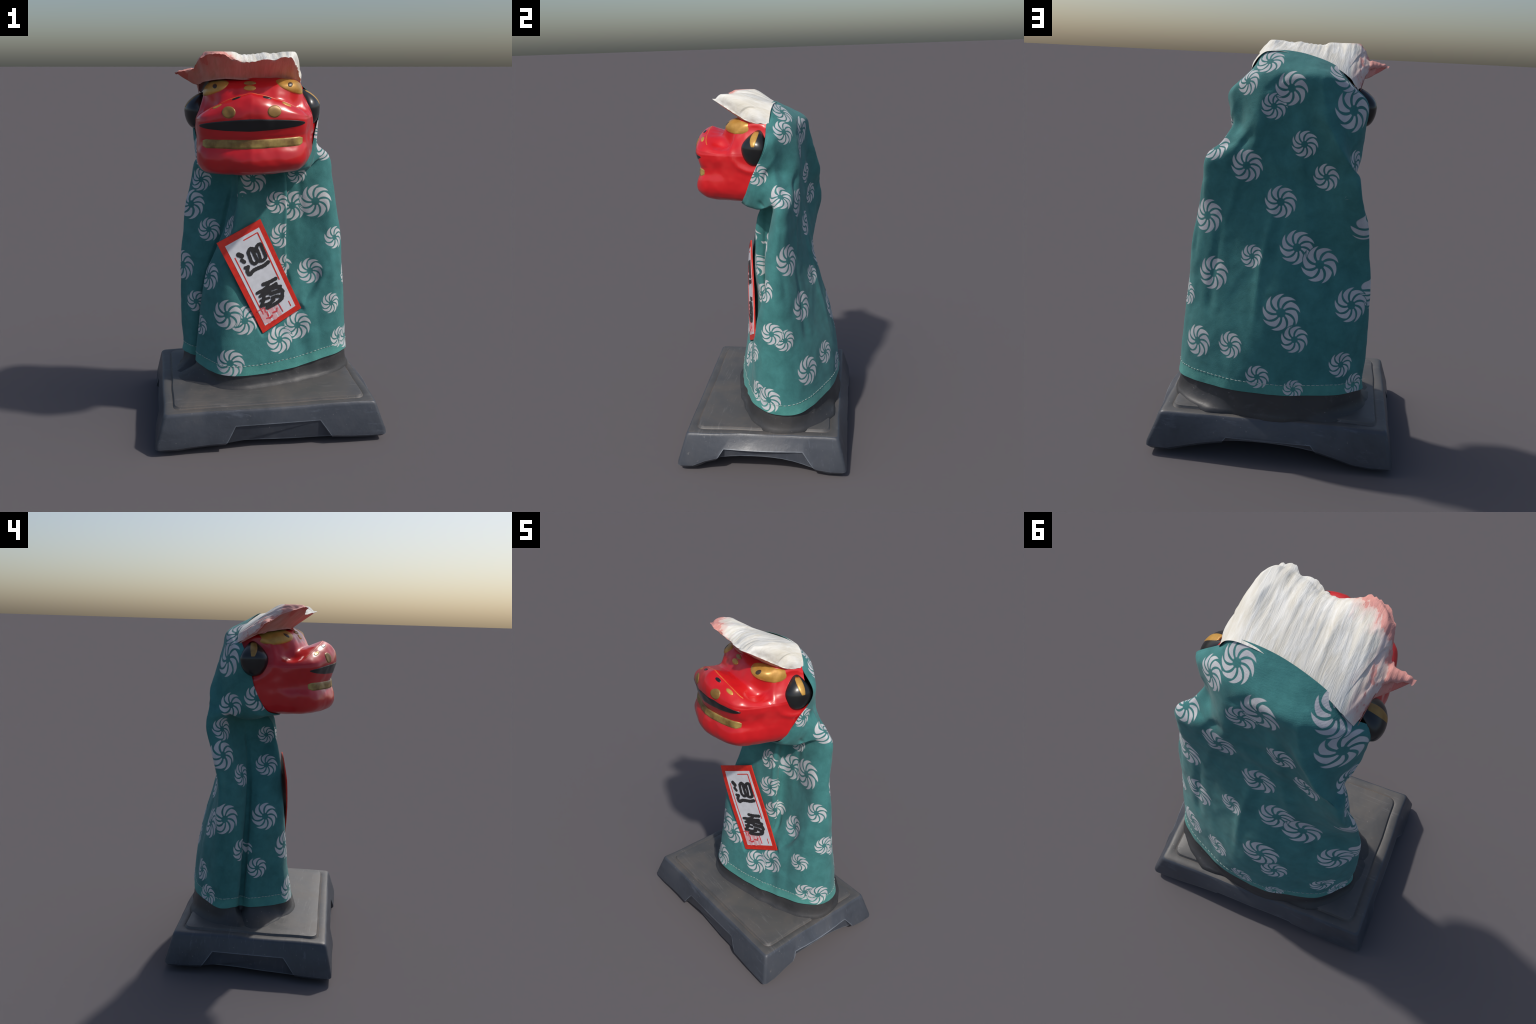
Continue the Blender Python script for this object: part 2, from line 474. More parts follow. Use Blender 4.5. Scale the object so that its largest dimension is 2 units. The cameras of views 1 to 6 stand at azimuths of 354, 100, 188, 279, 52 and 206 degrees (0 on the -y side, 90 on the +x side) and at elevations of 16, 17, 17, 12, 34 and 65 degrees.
RINGS = [
 ring([.305, .312, .308, .302, .298, .304, .310, .328, .335, .325, .322, .340, .352, .356, .350, .322, .318],
      (-.365, .060), (-.382, -.005), (-.310, -.128), (-.20, -.205), (-.03, -.192), (.112, -.158), (.216, -.120), (.336, -.076), (.452, -.018), (.514, .11), (.478, .235), (.26, .360), (.05, .408), (-.15, .390), (-.335, .325), (-.455, .17), (-.415, .085)),
 ring([.36, .365, .362, .355, .350, .356, .362, .380, .387, .379, .378, .394, .405, .408, .402, .376, .372],
      (-.360, .058), (-.376, -.003), (-.300, -.118), (-.205, -.192), (-.03, -.180), (.108, -.142), (.208, -.108), (.322, -.067), (.442, -.014), (.508, .115), (.466, .230), (.25, .355), (.04, .405), (-.15, .384), (-.333, .318), (-.447, .168), (-.408, .082)),
 ring(.50, (-.345, .053), (-.362, -.002), (-.292, -.108), (-.21, -.172), (-.03, -.154), (.10, -.110), (.19, -.082), (.31, -.060), (.44, -.010), (.498, .11), (.460, .22), (.24, .342), (.03, .400), (-.15, .375), (-.335, .295), (-.455, .165), (-.400, .078)),
 ring(.65, (-.334, .048), (-.345, -.010), (-.28, -.11), (-.20, -.160), (-.08, -.148), (.10, -.088), (.18, -.065), (.29, -.045), (.415, -.018), (.486, .105), (.437, .210), (.24, .315), (.02, .375), (-.14, .352), (-.345, .282), (-.457, .16), (-.388, .074)),
 ring(.83, (-.298, .046), (-.312, -.022), (-.26, -.11), (-.19, -.147), (-.04, -.102), (.130, -.024), (.140, .015), (.265, .020), (.405, .0), (.474, .11), (.400, .208), (.21, .280), (0, .333), (-.14, .312), (-.358, .237), (-.455, .165), (-.365, .078)),
 ring(1.0, (-.238, .054), (-.236, -.010), (-.202, -.098), (-.17, -.130), (-.05, -.098), (.120, -.040), (.122, .035), (.255, .046), (.390, .042), (.461, .112), (.390, .193), (.21, .245), (-.01, .285), (-.13, .258), (-.345, .208), (-.437, .175), (-.330, .085)),
 ring(1.2, (-.185, .070), (-.140, -.008), (-.150, -.080), (-.12, -.092), (-.02, -.062), (.120, -.040), (.118, .042), (.25, .058), (.375, .052), (.428, .11), (.375, .165), (.21, .208), (0, .232), (-.14, .232), (-.366, .243), (-.405, .195), (-.265, .120)),
 ring(1.33, (-.165, .100), (-.130, .005), (-.138, -.062), (-.100, -.042), (-.01, -.004), (.119, -.030), (.118, .042), (.24, .066), (.345, .076), (.408, .12), (.37, .172), (.20, .195), (0, .215), (-.17, .215), (-.365, .275), (-.335, .205), (-.222, .150)),
 ring([1.395, 1.40, 1.40, 1.40, 1.40, 1.40, 1.40, 1.415, 1.43, 1.45, 1.45, 1.45, 1.45, 1.45, 1.425, 1.405, 1.395],
      (-.19, .10), (-.16, .04), (-.133, -.002), (-.10, -.015), (-.02, .020), (.10, -.005), (.14, .05), (.23, .075), (.315, .09), (.388, .13), (.345, .178), (.2, .198), (0, .208), (-.165, .214), (-.340, .274), (-.350, .200), (-.265, .14)),
 ring([1.378, 1.380, 1.385, 1.392, 1.395, 1.395, 1.395, 1.402, 1.43, 1.505, 1.525, 1.54, 1.54, 1.54, 1.49, 1.445, 1.392],
      (-.285, .08), (-.27, .010), (-.19, -.025), (-.12, -.05), (-.03, -.055), (.08, -.05), (.16, -.030), (.245, .0), (.285, .045), (.332, .110), (.268, .150), (.17, .200), (0, .205), (-.15, .222), (-.302, .280), (-.325, .190), (-.326, .115)),
 ring([1.43, 1.400, 1.396, 1.400, 1.402, 1.402, 1.402, 1.415, 1.49, 1.60, 1.61, 1.625, 1.64, 1.65, 1.585, 1.55, 1.48],
      (-.340, .055), (-.328, -.005), (-.25, -.06), (-.14, -.08), (-.03, -.09), (.08, -.08), (.17, -.07), (.252, -.03), (.288, .02), (.272, .085), (.225, .125), (.150, .200), (0, .202), (-.12, .216), (-.242, .275), (-.312, .178), (-.350, .092)),
 ring([1.50, 1.418, 1.402, 1.404, 1.406, 1.408, 1.410, 1.43, 1.53, 1.67, 1.73, 1.755, 1.77, 1.755, 1.700, 1.655, 1.575],
      (-.350, .04), (-.328, -.03), (-.26, -.085), (-.145, -.105), (-.03, -.112), (.08, -.105), (.172, -.092), (.247, -.058), (.292, -.005), (.280, .082), (.232, .126), (.115, .196), (0, .200), (-.115, .220), (-.205, .240), (-.335, .155), (-.362, .076)),
 ring([1.54, 1.427, 1.405, 1.406, 1.408, 1.410, 1.415, 1.447, 1.56, 1.72, 1.80, 1.835, 1.845, 1.845, 1.795, 1.715, 1.63],
      (-.350, .03), (-.329, -.04), (-.263, -.095), (-.147, -.112), (-.03, -.118), (.08, -.112), (.173, -.10), (.242, -.070), (.290, -.018), (.286, .078), (.225, .118), (.12, .170), (0, .193), (-.158, .216), (-.278, .178), (-.366, .105), (-.366, .060)),
 ring([1.55, 1.437, 1.408, 1.408, 1.410, 1.412, 1.420, 1.457, 1.585, 1.735, 1.835, 1.898, 1.905, 1.878, 1.815, 1.73, 1.645],
      (-.348, .022), (-.335, -.043), (-.264, -.10), (-.15, -.116), (-.03, -.121), (.08, -.116), (.173, -.106), (.238, -.078), (.286, -.025), (.295, .066), (.212, .085), (.11, .115), (-.03, .135), (-.18, .152), (-.285, .140), (-.368, .082), (-.366, .048)),
 ring([1.555, 1.442, 1.412, 1.412, 1.414, 1.417, 1.424, 1.462, 1.597, 1.74, 1.85, 1.942, 1.946, 1.898, 1.825, 1.735, 1.65],
      (-.345, .015), (-.332, -.046), (-.264, -.105), (-.15, -.12), (-.03, -.124), (.08, -.12), (.172, -.11), (.232, -.084), (.276, -.020), (.306, .048), (.198, .047), (.13, .060), (-.03, .067), (-.20, .092), (-.28, .112), (-.366, .064), (-.362, .038)),
]
NR, NC = 14, 20           # subdivisions per span: along / around
HEM_ROW = NR              # stitched hem ends at control ring 1
NECK_ROW = 8 * NR

def build_cloth_grid():
    A = np.array(RINGS)                                  # (rings, 17, 3)
    A = np.stack([catmull(r, NC, closed=True) for r in A])
    A = catmull(A, NR)
    G = A
    nrm = grid_normals(G, closed=True)
    rows, cols = G.shape[:2]
    out = G.copy()
    for i in range(rows):
        v = i / NR
        for j in range(cols):
            p = G[i, j]
            u = j / cols * 2 * math.pi
            # soft vertical drape in the skirt, crumples near neck and hood
            k = min(1.0, max(0.0, (6.5 - v) / 4))
            d = 0.007 * k * noise.noise(Vector((math.cos(u) * 4.2, math.sin(u) * 4.2, p[2] * 1.3)))
            d += 0.004 * fbm((p[0], p[1], p[2] * 0.7), 9.0, 3)
            kn = math.exp(-((v - 8.8) / 1.6) ** 2)
            d += 0.010 * kn * noise.noise(Vector((p[0] * 8, p[1] * 8, p[2] * 13)))
            if v > 13.5:
                d *= 0.4
            out[i, j] += nrm[i, j] * d
    return out

CARD = [np.array(p) for p in ((-.256, -.168, 1.044), (-.022, -.104, 1.154), (.214, -.056, .629), (-.008, -.140, .518))]
def card_point(u, v, h=0.0):
    TL, TR, BR, BL = CARD
    p = (TL * (1 - u) + TR * u) * (1 - v) + (BL * (1 - u) + BR * u) * v
    n = np.cross(TR - TL, BL - TL); n /= np.linalg.norm(n)
    if n[1] > 0: n = -n
    bow = 0.004 * math.sin(math.pi * v) + 0.004 * math.sin(5 * v + 2 * u)
    return p + n * (h + bow)

def press_under_card(G):
    """The cloth lies flat behind the card instead of poking through it."""
    TL, TR, BR, BL = CARD
    eu, ev = (TR - TL + BR - BL) / 2, (BL - TL + BR - TR) / 2
    n = np.cross(eu, ev); n /= np.linalg.norm(n)
    if n[1] > 0: n = -n
    cen = sum(CARD) / 4
    q = G - cen
    u, v, h = q @ eu / (eu @ eu), q @ ev / (ev @ ev), q @ n
    inside = np.clip((0.56 - np.abs(u)) / 0.06, 0, 1) * np.clip((0.54 - np.abs(v)) / 0.04, 0, 1) * (np.abs(h) < 0.08)
    lim = -0.014
    return G - n * (np.maximum(h - lim, 0) * inside)[..., None]

FOLDS = [  # polyline on the cloth, height (+ ridge, - valley), width
 ([(-.16, .095, 1.36), (-.18, .075, 1.22), (-.238, .054, 1.0), (-.298, .046, .83), (-.334, .048, .65), (-.345, .053, .50), (-.360, .058, .36), (-.368, .06, .28)], -.019, .012),
 ([(.128, .02, 1.38), (.126, .012, 1.2), (.128, .008, 1.0), (.142, .004, .82), (.155, -.03, .72)], -.015, .012),
 ([(.119, -.036, 1.38), (.120, -.042, 1.2), (.120, -.041, 1.0), (.131, -.028, .83)], .007, .012),
 ([(.335, .01, .84), (.285, -.02, .74), (.225, -.055, .645)], -.014, .018),
 ([(.37, .01, .88), (.32, -.02, .74), (.25, -.065, .62)], .007, .022),
 ([(.14, .0, .80), (.16, -.03, .70), (.20, -.06, .64)], -.008, .02),
 ([(.04, .22, 1.42), (.04, .235, 1.2), (.075, .285, .95), (.09, .365, .62)], .010, .022),
 ([(.0, .22, 1.40), (-.01, .235, 1.2), (.02, .30, .90)], -.008, .025),
 ([(-.07, .205, 1.68), (-.085, .21, 1.5), (-.10, .225, 1.3), (-.16, .25, 1.05)], .009, .026),
 ([(.10, .20, 1.70), (.14, .20, 1.52), (.21, .20, 1.36), (.28, .20, 1.1)], .009, .024),
 ([(.17, .20, 1.58), (.22, .18, 1.48), (.27, .185, 1.36)], -.010, .02),
 ([(-.25, .24, .95), (-.26, .28, .75), (-.27, .32, .50)], -.009, .022),
 ([(.30, .21, 1.15), (.32, .23, .9), (.34, .27, .62)], -.008, .025),
 ([(.44, .05, 1.05), (.45, .04, .8), (.46, .03, .5)], .006, .022),
 ([(.40, .14, 1.40), (.43, .16, 1.15), (.44, .17, .9)], -.007, .022),
 ([(-.40, .15, 1.15), (-.43, .13, .85), (-.43, .13, .5)], -.006, .022),
 ([(.25, -.01, 1.50), (.265, .01, 1.45), (.27, .04, 1.41)], -.010, .012),
 ([(.285, .06, 1.64), (.275, .04, 1.56), (.262, .02, 1.50)], -.010, .016),
 ([(-.33, .10, 1.58), (-.33, .06, 1.48), (-.31, .04, 1.41)], -.008, .016),
 ([(.20, .06, 1.38), (.22, .05, 1.22), (.23, .04, 1.05)], -.006, .02),
 ([(-.05, -.07, 1.33), (-.04, -.08, 1.2), (-.02, -.09, 1.1)], -.005, .018),
 ([(.0, .19, 1.86), (.06, .19, 1.80), (.11, .18, 1.76)], -.006, .015),
 ([(-.16, .215, 1.85), (-.17, .225, 1.76), (-.20, .24, 1.68)], .007, .014),
]
def add_folds(G):
    nrm = grid_normals(G, closed=True)
    add = np.zeros(G.shape[:2])
    for pts, amp, w in FOLDS:
        P = catmull(np.array(pts), 6)
        best = np.full(G.shape[:2], 9.0)
        along = np.zeros(G.shape[:2])
        for k in range(len(P) - 1):
            a, ab = P[k], P[k + 1] - P[k]
            t = np.clip(((G - a) @ ab) / (ab @ ab), 0, 1)
            d = np.linalg.norm(G - (a + t[..., None] * ab), axis=2)
            m = d < best
            best = np.where(m, d, best)
            along = np.where(m, (k + t) / (len(P) - 1), along)
        fade = np.clip(np.minimum(along, 1 - along) * 5, 0.0, 1)
        add += amp * np.exp(-(best / w) ** 2) * fade
    return G + nrm * add[..., None]

CG = press_under_card(add_folds(build_cloth_grid()))
CROWS, CCOLS = CG.shape[:2]
CVN = grid_normals(CG, closed=True)
CLOTH_BVH = BVHTree.FromPolygons([Vector(v) for v in CG.reshape(-1, 3)], grid_faces(CROWS, CCOLS, closed=True))

# ------------------------------------------------------------------ pinwheels on the cloth
# approximate centre on the cloth, radius, spin; the plane follows the cloth there
WHEELS = [
 # front panel and right front
 (.074, -.044, 1.229, .061), (.173, .047, 1.191, .084), (.302, .057, 1.213, .092), (.099, -.039, 1.048, .070),
 (.415, .055, 1.004, .064), (.273, .019, .822, .073), (.129, -.022, .877, .066), (.389, -.021, .641, .061),
 (.429, .009, .425, .062), (.19, -.071, .533, .080), (.08, -.106, .466, .078), (-.112, -.155, .603, .082),
 (-.202, -.15, .641, .084), (-.192, -.174, .368, .080), (-.05, -.015, 1.355, .075), (.20, .05, 1.37, .055),
 # left flank
 (-.385, .172, 1.187, .084, (-0.95, -0.28, 0.0)), (-.140, -.020, 1.27, .050), (-.18, -.036, 1.104, .064), (-.29, .083, 1.06, .066), (-.372, .056, .646, .064), (-.328, .19, 1.323, .066), (-.298, -.056, .832, .078), (-.43, .158, .838, .086),
 (-.344, -.025, .539, .060), (-.34, .294, .499, .066), (-.402, .239, .373, .062),
 # back
 (.057, .204, 1.705, .061), (-.020, .204, 1.789, .078), (-.093, .211, 1.543, .064), (.0, .231, 1.268, .078), (.176, .197, 1.425, .079), (-.206, .219, 1.40, .064), (-.124, .394, .388, .050), (.123, .26, .999, .058),
 (-.091, .26, 1.061, .083), (-.199, .231, .979, .089), (.321, .234, .887, .085), (.362, .154, 1.157, .086),
 (-.041, .34, .757, .091), (-.112, .357, .634, .067), (-.358, .225, .787, .086), (.203, .348, .564, .067),
 (.375, .254, .531, .082), (.053, .399, .436, .060), (.467, .161, .743, .060), (.476, .088, .782, .062), (.496, .064, .402, .072),
 # hood
 (-.303, .17, 1.703, .098), (-.255, .13, 1.843, .085), (.096, .112, 1.894, .070), (.188, .13, 1.803, .066),
 (-.329, .148, 1.457, .068), (-.347, .001, 1.502, .072), (.290, .005, 1.60, .060), (.328, .122, 1.47, .072),
]
def wheel_frames(rows_lo, rows_hi, lst):
    res = []
    for k, (x, y, z, r, *facing) in enumerate(lst):
        co, n, idx, d = CLOTH_BVH.find_nearest(Vector((x, y, z)))
        # average the facing over the disc
        acc = Vector()
        for a in range(8):
            t = n.orthogonal().normalized()
            t.rotate(Matrix.Rotation(a * math.pi / 4, 3, n))
            c2, n2, _, _ = CLOTH_BVH.find_nearest(co + t * r * 0.6)
            acc += n2
        nn = (acc / 8 + n).normalized()
        if facing:
            nn = Vector(facing[0]).normalized()
        up = Vector((0, 0, 1)) if abs(nn.z) < 0.95 else Vector((0, 1, 0))
        xa = up.cross(nn).normalized()
        ya = nn.cross(xa)
        spin = (k * 2.399) % (2 * math.pi)
        R = Matrix((xa, ya, nn)).transposed() @ Matrix.Rotation(spin, 3, "Z")
        res.append((tuple(co), tuple(R.to_euler()), r, 9 if k % 4 else 8))
    return res
WF = wheel_frames(0, 0, WHEELS)
TEAL, TEAL_D = (0.074, 0.272, 0.264), (0.044, 0.176, 0.174)
M_HEM = cloth_mat("hem_teal_cotton", [w for w in WF if w[0][2] < 0.50], (0.100, 0.340, 0.300), (0.062, 0.240, 0.220))
M_HOOD = cloth_mat("printed_teal_hood", [w for w in WF if w[0][2] > 1.28], TEAL, TEAL_D)

def cloth_part(name, r0, r1, mat, thick=0.003):
    rows = CG[r0:r1 + 1]
    nr = rows.shape[0]
    V = rows.reshape(-1, 3)
    F = grid_faces(nr, CCOLS, closed=True)
    NV = CVN[r0:r1 + 1].reshape(-1, 3)
    # inner skin, so that the cloth has a thickness
    soft = CVN
    for _ in range(6):      # even the offset out, so that the inner skin stays inside tight folds
        soft = (soft * 2 + np.roll(soft, 1, 1) + np.roll(soft, -1, 1) + np.vstack([soft[:1], soft[:-1]]) + np.vstack([soft[1:], soft[-1:]])) / 6
    V2 = V - soft[r0:r1 + 1].reshape(-1, 3) * thick
    n = len(V)
    Vall = np.vstack([V, V2])
    F2 = [tuple(a + n for a in f[::-1]) for f in F]
    rim = []
    if r0 == 0:
        rim += [(j, n + j, n + (j + 1) % CCOLS, (j + 1) % CCOLS)[::-1] for j in range(CCOLS)]
        rim = [f[::-1] for f in rim]
        rim = [(j, n + j, n + (j + 1) % CCOLS, (j + 1) % CCOLS) for j in range(CCOLS)]
    if r1 == CROWS - 1:
        b = (nr - 1) * CCOLS
        rim += [(b + j, b + (j + 1) % CCOLS, n + b + (j + 1) % CCOLS, n + b + j) for j in range(CCOLS)]
    ob = new_mesh(name, Vall, F + F2 + rim, mat, parent=root)
    ob.data.normals_split_custom_set_from_vertices([tuple(v) for v in np.vstack([NV, -NV])])
    return ob

# the robe's print is laid out in four lengths of cloth, so that each material carries only its own pinwheels
def robe_zone(p):
    return (0 if p[1] < 0.09 else 1) + (0 if p[2] > 0.86 else 2)
zone_pts = [[], [], [], []]
for p in CG[HEM_ROW:NECK_ROW + 1:3].reshape(-1, 3):
    zone_pts[robe_zone(p)].append(p)
M_ROBE = []
for zi, zp in enumerate(zone_pts):
    zp = np.array(zp)
    near = [w for w in WF if np.linalg.norm(zp - np.array(w[0]), axis=1).min() < w[2] * 1.15]
    print("zone", zi, len(near))
    M_ROBE.append(cloth_mat("printed_teal_cotton", near, TEAL, TEAL_D))
robe = cloth_part("robe", HEM_ROW, NECK_ROW, M_ROBE[0])
for m_ in M_ROBE[1:]:
    robe.data.materials.append(m_)
robe.data.polygons.foreach_set("material_index", [robe_zone(pl.center) for pl in robe.data.polygons])
hem = cloth_part("hem", 0, HEM_ROW, M_HEM)
hood = cloth_part("hood", NECK_ROW, CROWS - 1, M_HOOD)

# stitches along the hem
def build_stitches():
    V, F = [], []
    line = CG[HEM_ROW]
    seg = np.linalg.norm(np.roll(line, -1, 0) - line, axis=1)
    s = np.concatenate([[0], np.cumsum(seg)])
    tot = s[-1]
    pos = 0.0
    closed = np.vstack([line, line[:1]])
    nn = np.vstack([CVN[HEM_ROW], CVN[HEM_ROW][:1]])
    at = lambda q, arr: np.array([np.interp(q % tot, s, arr[:, k]) for k in range(3)])
    while pos < tot - 0.012:
        ln = 0.012 + 0.006 * random.random()
        a, b = pos, pos + ln
        pts = []
        dz = 0.002 * (random.random() - .5)
        for q, h in ((a, -0.0005), ((a + b) / 2, 0.0012), (b, -0.0005)):
            p, n = at(q, closed), at(q, nn)
            for side in (-1, 1):
                pts.append((p + n * h + np.array([0, 0, side * 0.0014 + dz])))
        k = len(V)
        V += pts
        F += [(k, k + 2, k + 3, k + 1), (k + 2, k + 4, k + 5, k + 3)]
        pos = b + 0.004 + 0.006 * random.random()
    ob = new_mesh("stitching", V, F, M_STITCH, parent=hem)
    md = ob.modifiers.new("thread", "SOLIDIFY"); md.thickness = 0.0018; md.offset = 1
    ob["kind"] = "stuff"
build_stitches()

# shadow under the skirt modelled as a dark fill, flaring on to the plinth
def build_shadow_fill():
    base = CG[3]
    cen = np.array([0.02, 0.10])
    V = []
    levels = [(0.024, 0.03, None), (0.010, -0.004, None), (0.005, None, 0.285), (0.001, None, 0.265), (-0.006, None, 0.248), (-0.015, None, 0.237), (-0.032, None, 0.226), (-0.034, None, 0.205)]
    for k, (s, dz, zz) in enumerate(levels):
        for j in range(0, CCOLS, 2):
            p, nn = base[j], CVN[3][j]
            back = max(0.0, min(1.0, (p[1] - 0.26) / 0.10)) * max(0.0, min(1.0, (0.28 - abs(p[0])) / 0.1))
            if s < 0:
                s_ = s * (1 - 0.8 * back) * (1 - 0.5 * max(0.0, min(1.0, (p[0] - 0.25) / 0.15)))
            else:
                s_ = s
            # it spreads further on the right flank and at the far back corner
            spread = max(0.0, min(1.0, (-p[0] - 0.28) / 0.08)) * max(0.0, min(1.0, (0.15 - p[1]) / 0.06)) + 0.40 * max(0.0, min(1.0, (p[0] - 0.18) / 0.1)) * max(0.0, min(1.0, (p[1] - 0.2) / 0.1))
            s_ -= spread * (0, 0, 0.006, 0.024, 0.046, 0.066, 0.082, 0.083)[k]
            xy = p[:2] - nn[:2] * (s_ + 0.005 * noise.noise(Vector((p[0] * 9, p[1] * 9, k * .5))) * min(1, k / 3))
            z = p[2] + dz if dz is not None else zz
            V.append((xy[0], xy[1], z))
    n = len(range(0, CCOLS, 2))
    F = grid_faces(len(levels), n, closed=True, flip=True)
    new_mesh("hem_shadow_fill", V, F, M_CORE, parent=root)
build_shadow_fill()

# ------------------------------------------------------------------ head
YAW = math.radians(-6.3)
HX = np.array([math.cos(YAW), math.sin(YAW)])
HF = np.array([math.sin(YAW), -math.cos(YAW)])
def head_world(x, f, z):
    xy = np.array([-0.05, 0.0]) + HX * x + HF * f
    return np.array([xy[0], xy[1], z + 0.028 * x])

PLAN = [(0, 0), (.2, .010), (.37, .035), (.55, .062), (.75, .112), (.88, .180), (.955, .28), (.985, .40), (1.0, .55), (1.01, .75), (1.03, 1.0)]
HROWS = [  # forward reach, height mid, half width, height at flank, plan rounding
 (-.02, 1.930, .19, 1.880, 1.0), (.07, 1.910, .22, 1.868, 1.0), (.145, 1.872, .232, 1.848, 1.2), (.186, 1.838, .240, 1.826, 1.2),
 (.214, 1.802, .250, 1.790, 1.25), (.234, 1.781, .265, 1.755, 1.05), (.272, 1.795, .272, 1.728, .95), (.318, 1.809, .276, 1.712, .85),
 (.356, 1.798, .279, 1.700, .9), (.383, 1.765, .281, 1.692, .95), (.394, 1.725, .282, 1.685, 1.0), (.396, 1.694, .283, 1.678, 1.0),
 (.391, 1.668, .283, 1.667, 1.0), (.384, 1.640, .283, 1.652, 1.0), (.376, 1.614, .283, 1.622, 1.05), (.370, 1.597, .283, 1.602, 1.08),
 (.374, 1.566, .283, 1.570, 1.08), (.390, 1.530, .283, 1.536, 1.0), (.398, 1.490, .281, 1.497, 1.0), (.386, 1.455, .272, 1.465, 1.0),
 (.350, 1.430, .250, 1.436, 1.0), (.265, 1.414, .19, 1.418, 1.0), (.150, 1.406, .11, 1.408, 1.0), (.0, 1.402, .05, 1.402, 1.0)]
HB = 0.075

def head_point(s, t):
    """s: row along the profile (fractional), t: -1..1 across, as arc position on the plan curve."""
    F, zc, W, zs, K = catmull_at(HROWS, s)
    a = abs(t) * (len(PLAN) - 1)
    px, dr = catmull_at(PLAN, a)
    px += (0.115 if t > 0 else 0.02) * max(0.0, (dr - 0.30) / 0.7) * min(1.0, max(0.0, (s - 3) / 3))      # cheeks run out to meet the hood
    x = math.copysign(px * W, t)
    dr = dr * (K if dr < 0.3 else K + (1 - K) * min(1, (dr - .3) / .3))
    f = F - dr * (F + HB)
    g = min(1.0, px ** 1.35)
    z = zc + (zs - zc) * g
    # eye sockets swell, cheeks hollow behind the mouth corner
    return head_world(x, f, z)

def head_grid(nr=161, nc=141):
    G = np.zeros((nr, nc, 3))
    for i in range(nr):
        s = i / (nr - 1) * (len(HROWS) - 1)
        for j in range(nc):
            G[i, j] = head_point(s, 2 * j / (nc - 1) - 1)
    return G

HG = head_grid()
HN = grid_normals(HG)
if HN[80, 70][1] > 0:
    HN = -HN
def bumps(p, fwd_dir):
    d = 0.0
    return d
for i in range(HG.shape[0]):
    for j in range(HG.shape[1]):
        p = HG[i, j]
        d = 0.0035 * fbm(p, 14.0, 2)
        # swollen eyelids / eye balls
        for sx, z0 in ((1, 1.829), (-1, 1.824)):
            c = head_world(sx * 0.155, 0.145, z0 - 0.0045 * sx)
            q = np.linalg.norm((p - c) * np.array([1.0, 1.0, 1.5]))
            d += 0.013 * math.exp(-(q / 0.075) ** 2)
            # hollow beside the mouth
            c = head_world(sx * 0.262, 0.20, 1.585)
            d -= 0.010 * math.exp(-(np.linalg.norm(p - c) / 0.05) ** 2)
            # hollow cheekbone between the muzzle and the ear
            c = head_world(sx * 0.262, 0.165, 1.752)
            d -= (0.034 if sx > 0 else 0.022) * math.exp(-(np.linalg.norm((p - c) * np.array([1, 1, 1.25])) / 0.062) ** 2)
            # raised welt in front of the ear
            c = head_world(sx * 0.30, -0.005, 1.725)
            q = np.linalg.norm(p - c)
            d += 0.007 * math.exp(-((q - 0.125) / 0.016) ** 2)
            # crease under the cheek
            c = head_world(sx * 0.222, 0.205, 1.762)
            d -= 0.030 * math.exp(-(np.linalg.norm(p - c) / 0.05) ** 2)
        HG[i, j] = p + HN[i, j] * d
hv = HG.reshape(-1, 3)
hf = grid_faces(HG.shape[0], HG.shape[1], flip=True)
head = new_mesh("head", hv, hf, M_RED, parent=root)
bm = bmesh.new(); bm.from_mesh(head.data)
bmesh.ops.remove_doubles(bm, verts=bm.verts, dist=1e-5)
bm.to_mesh(head.data); bm.free()
HEAD_BVH = BVHTree.FromPolygons([Vector(v) for v in hv], hf)
HGN = grid_normals(HG)
if HGN[80, 70][1] > 0:
    HGN = -HGN

# ---- inlaid and painted features follow the head: a flat outline projected along the view of the face
def draped_patch(name, outline, mat, parent, origin_f=0.8, dome=0.004, proud=0.0025, rings=10, direction=None, bvh=None, axis=None):
    """outline: closed list of (x', z) points on the face. The patch is filled with rings, cast on to the
    head along the given horizontal direction and domed."""
    O = catmull(np.array(outline), 8, closed=True)
    cen = O.mean(0)
    hx, hfw = HX, HF
    if axis is not None:      # turn the drawing plane about z (for features on the flank)
        c, s_ = math.cos(axis), math.sin(axis)
        hx = HX * c - HF * s_
        hfw = HF * c + HX * s_
    V, keep = [], []
    n = len(O)
    for k in range(rings + 1):
        q = k / rings
        r = 1 - (1 - q) ** 1.6 if False else q
        for j in range(n):
            p = cen + (O[j] - cen) * r
            o = np.array([-0.05, 0.0]) + hx * p[0] + hfw * 0.9
            hit, nn, _, _ = (bvh or HEAD_BVH).ray_cast(Vector((o[0], o[1], p[1])), Vector((-hfw[0], -hfw[1], 0)))
            if hit is None:
                hit = Vector((o[0] - hfw[0], o[1] - hfw[1], p[1])); nn = Vector((hfw[0], hfw[1], 0))
            if nn.dot(Vector((hfw[0], hfw[1], 0))) < 0:
                nn = -nn
            h = proud + dome * (1 - r ** 2.5)
            if k == rings:
                h = -0.003
            elif k == rings - 1:
                h = proud
            V.append(hit + nn * h)
    F = grid_faces(rings + 1, n, closed=True)
    ob = new_mesh(name, V, F, mat, parent=parent)
    b = bmesh.new(); b.from_mesh(ob.data)
    bmesh.ops.remove_doubles(b, verts=b.verts, dist=1e-5)
    bmesh.ops.recalc_face_normals(b, faces=b.faces)
    b.to_mesh(ob.data); b.free()
    return ob

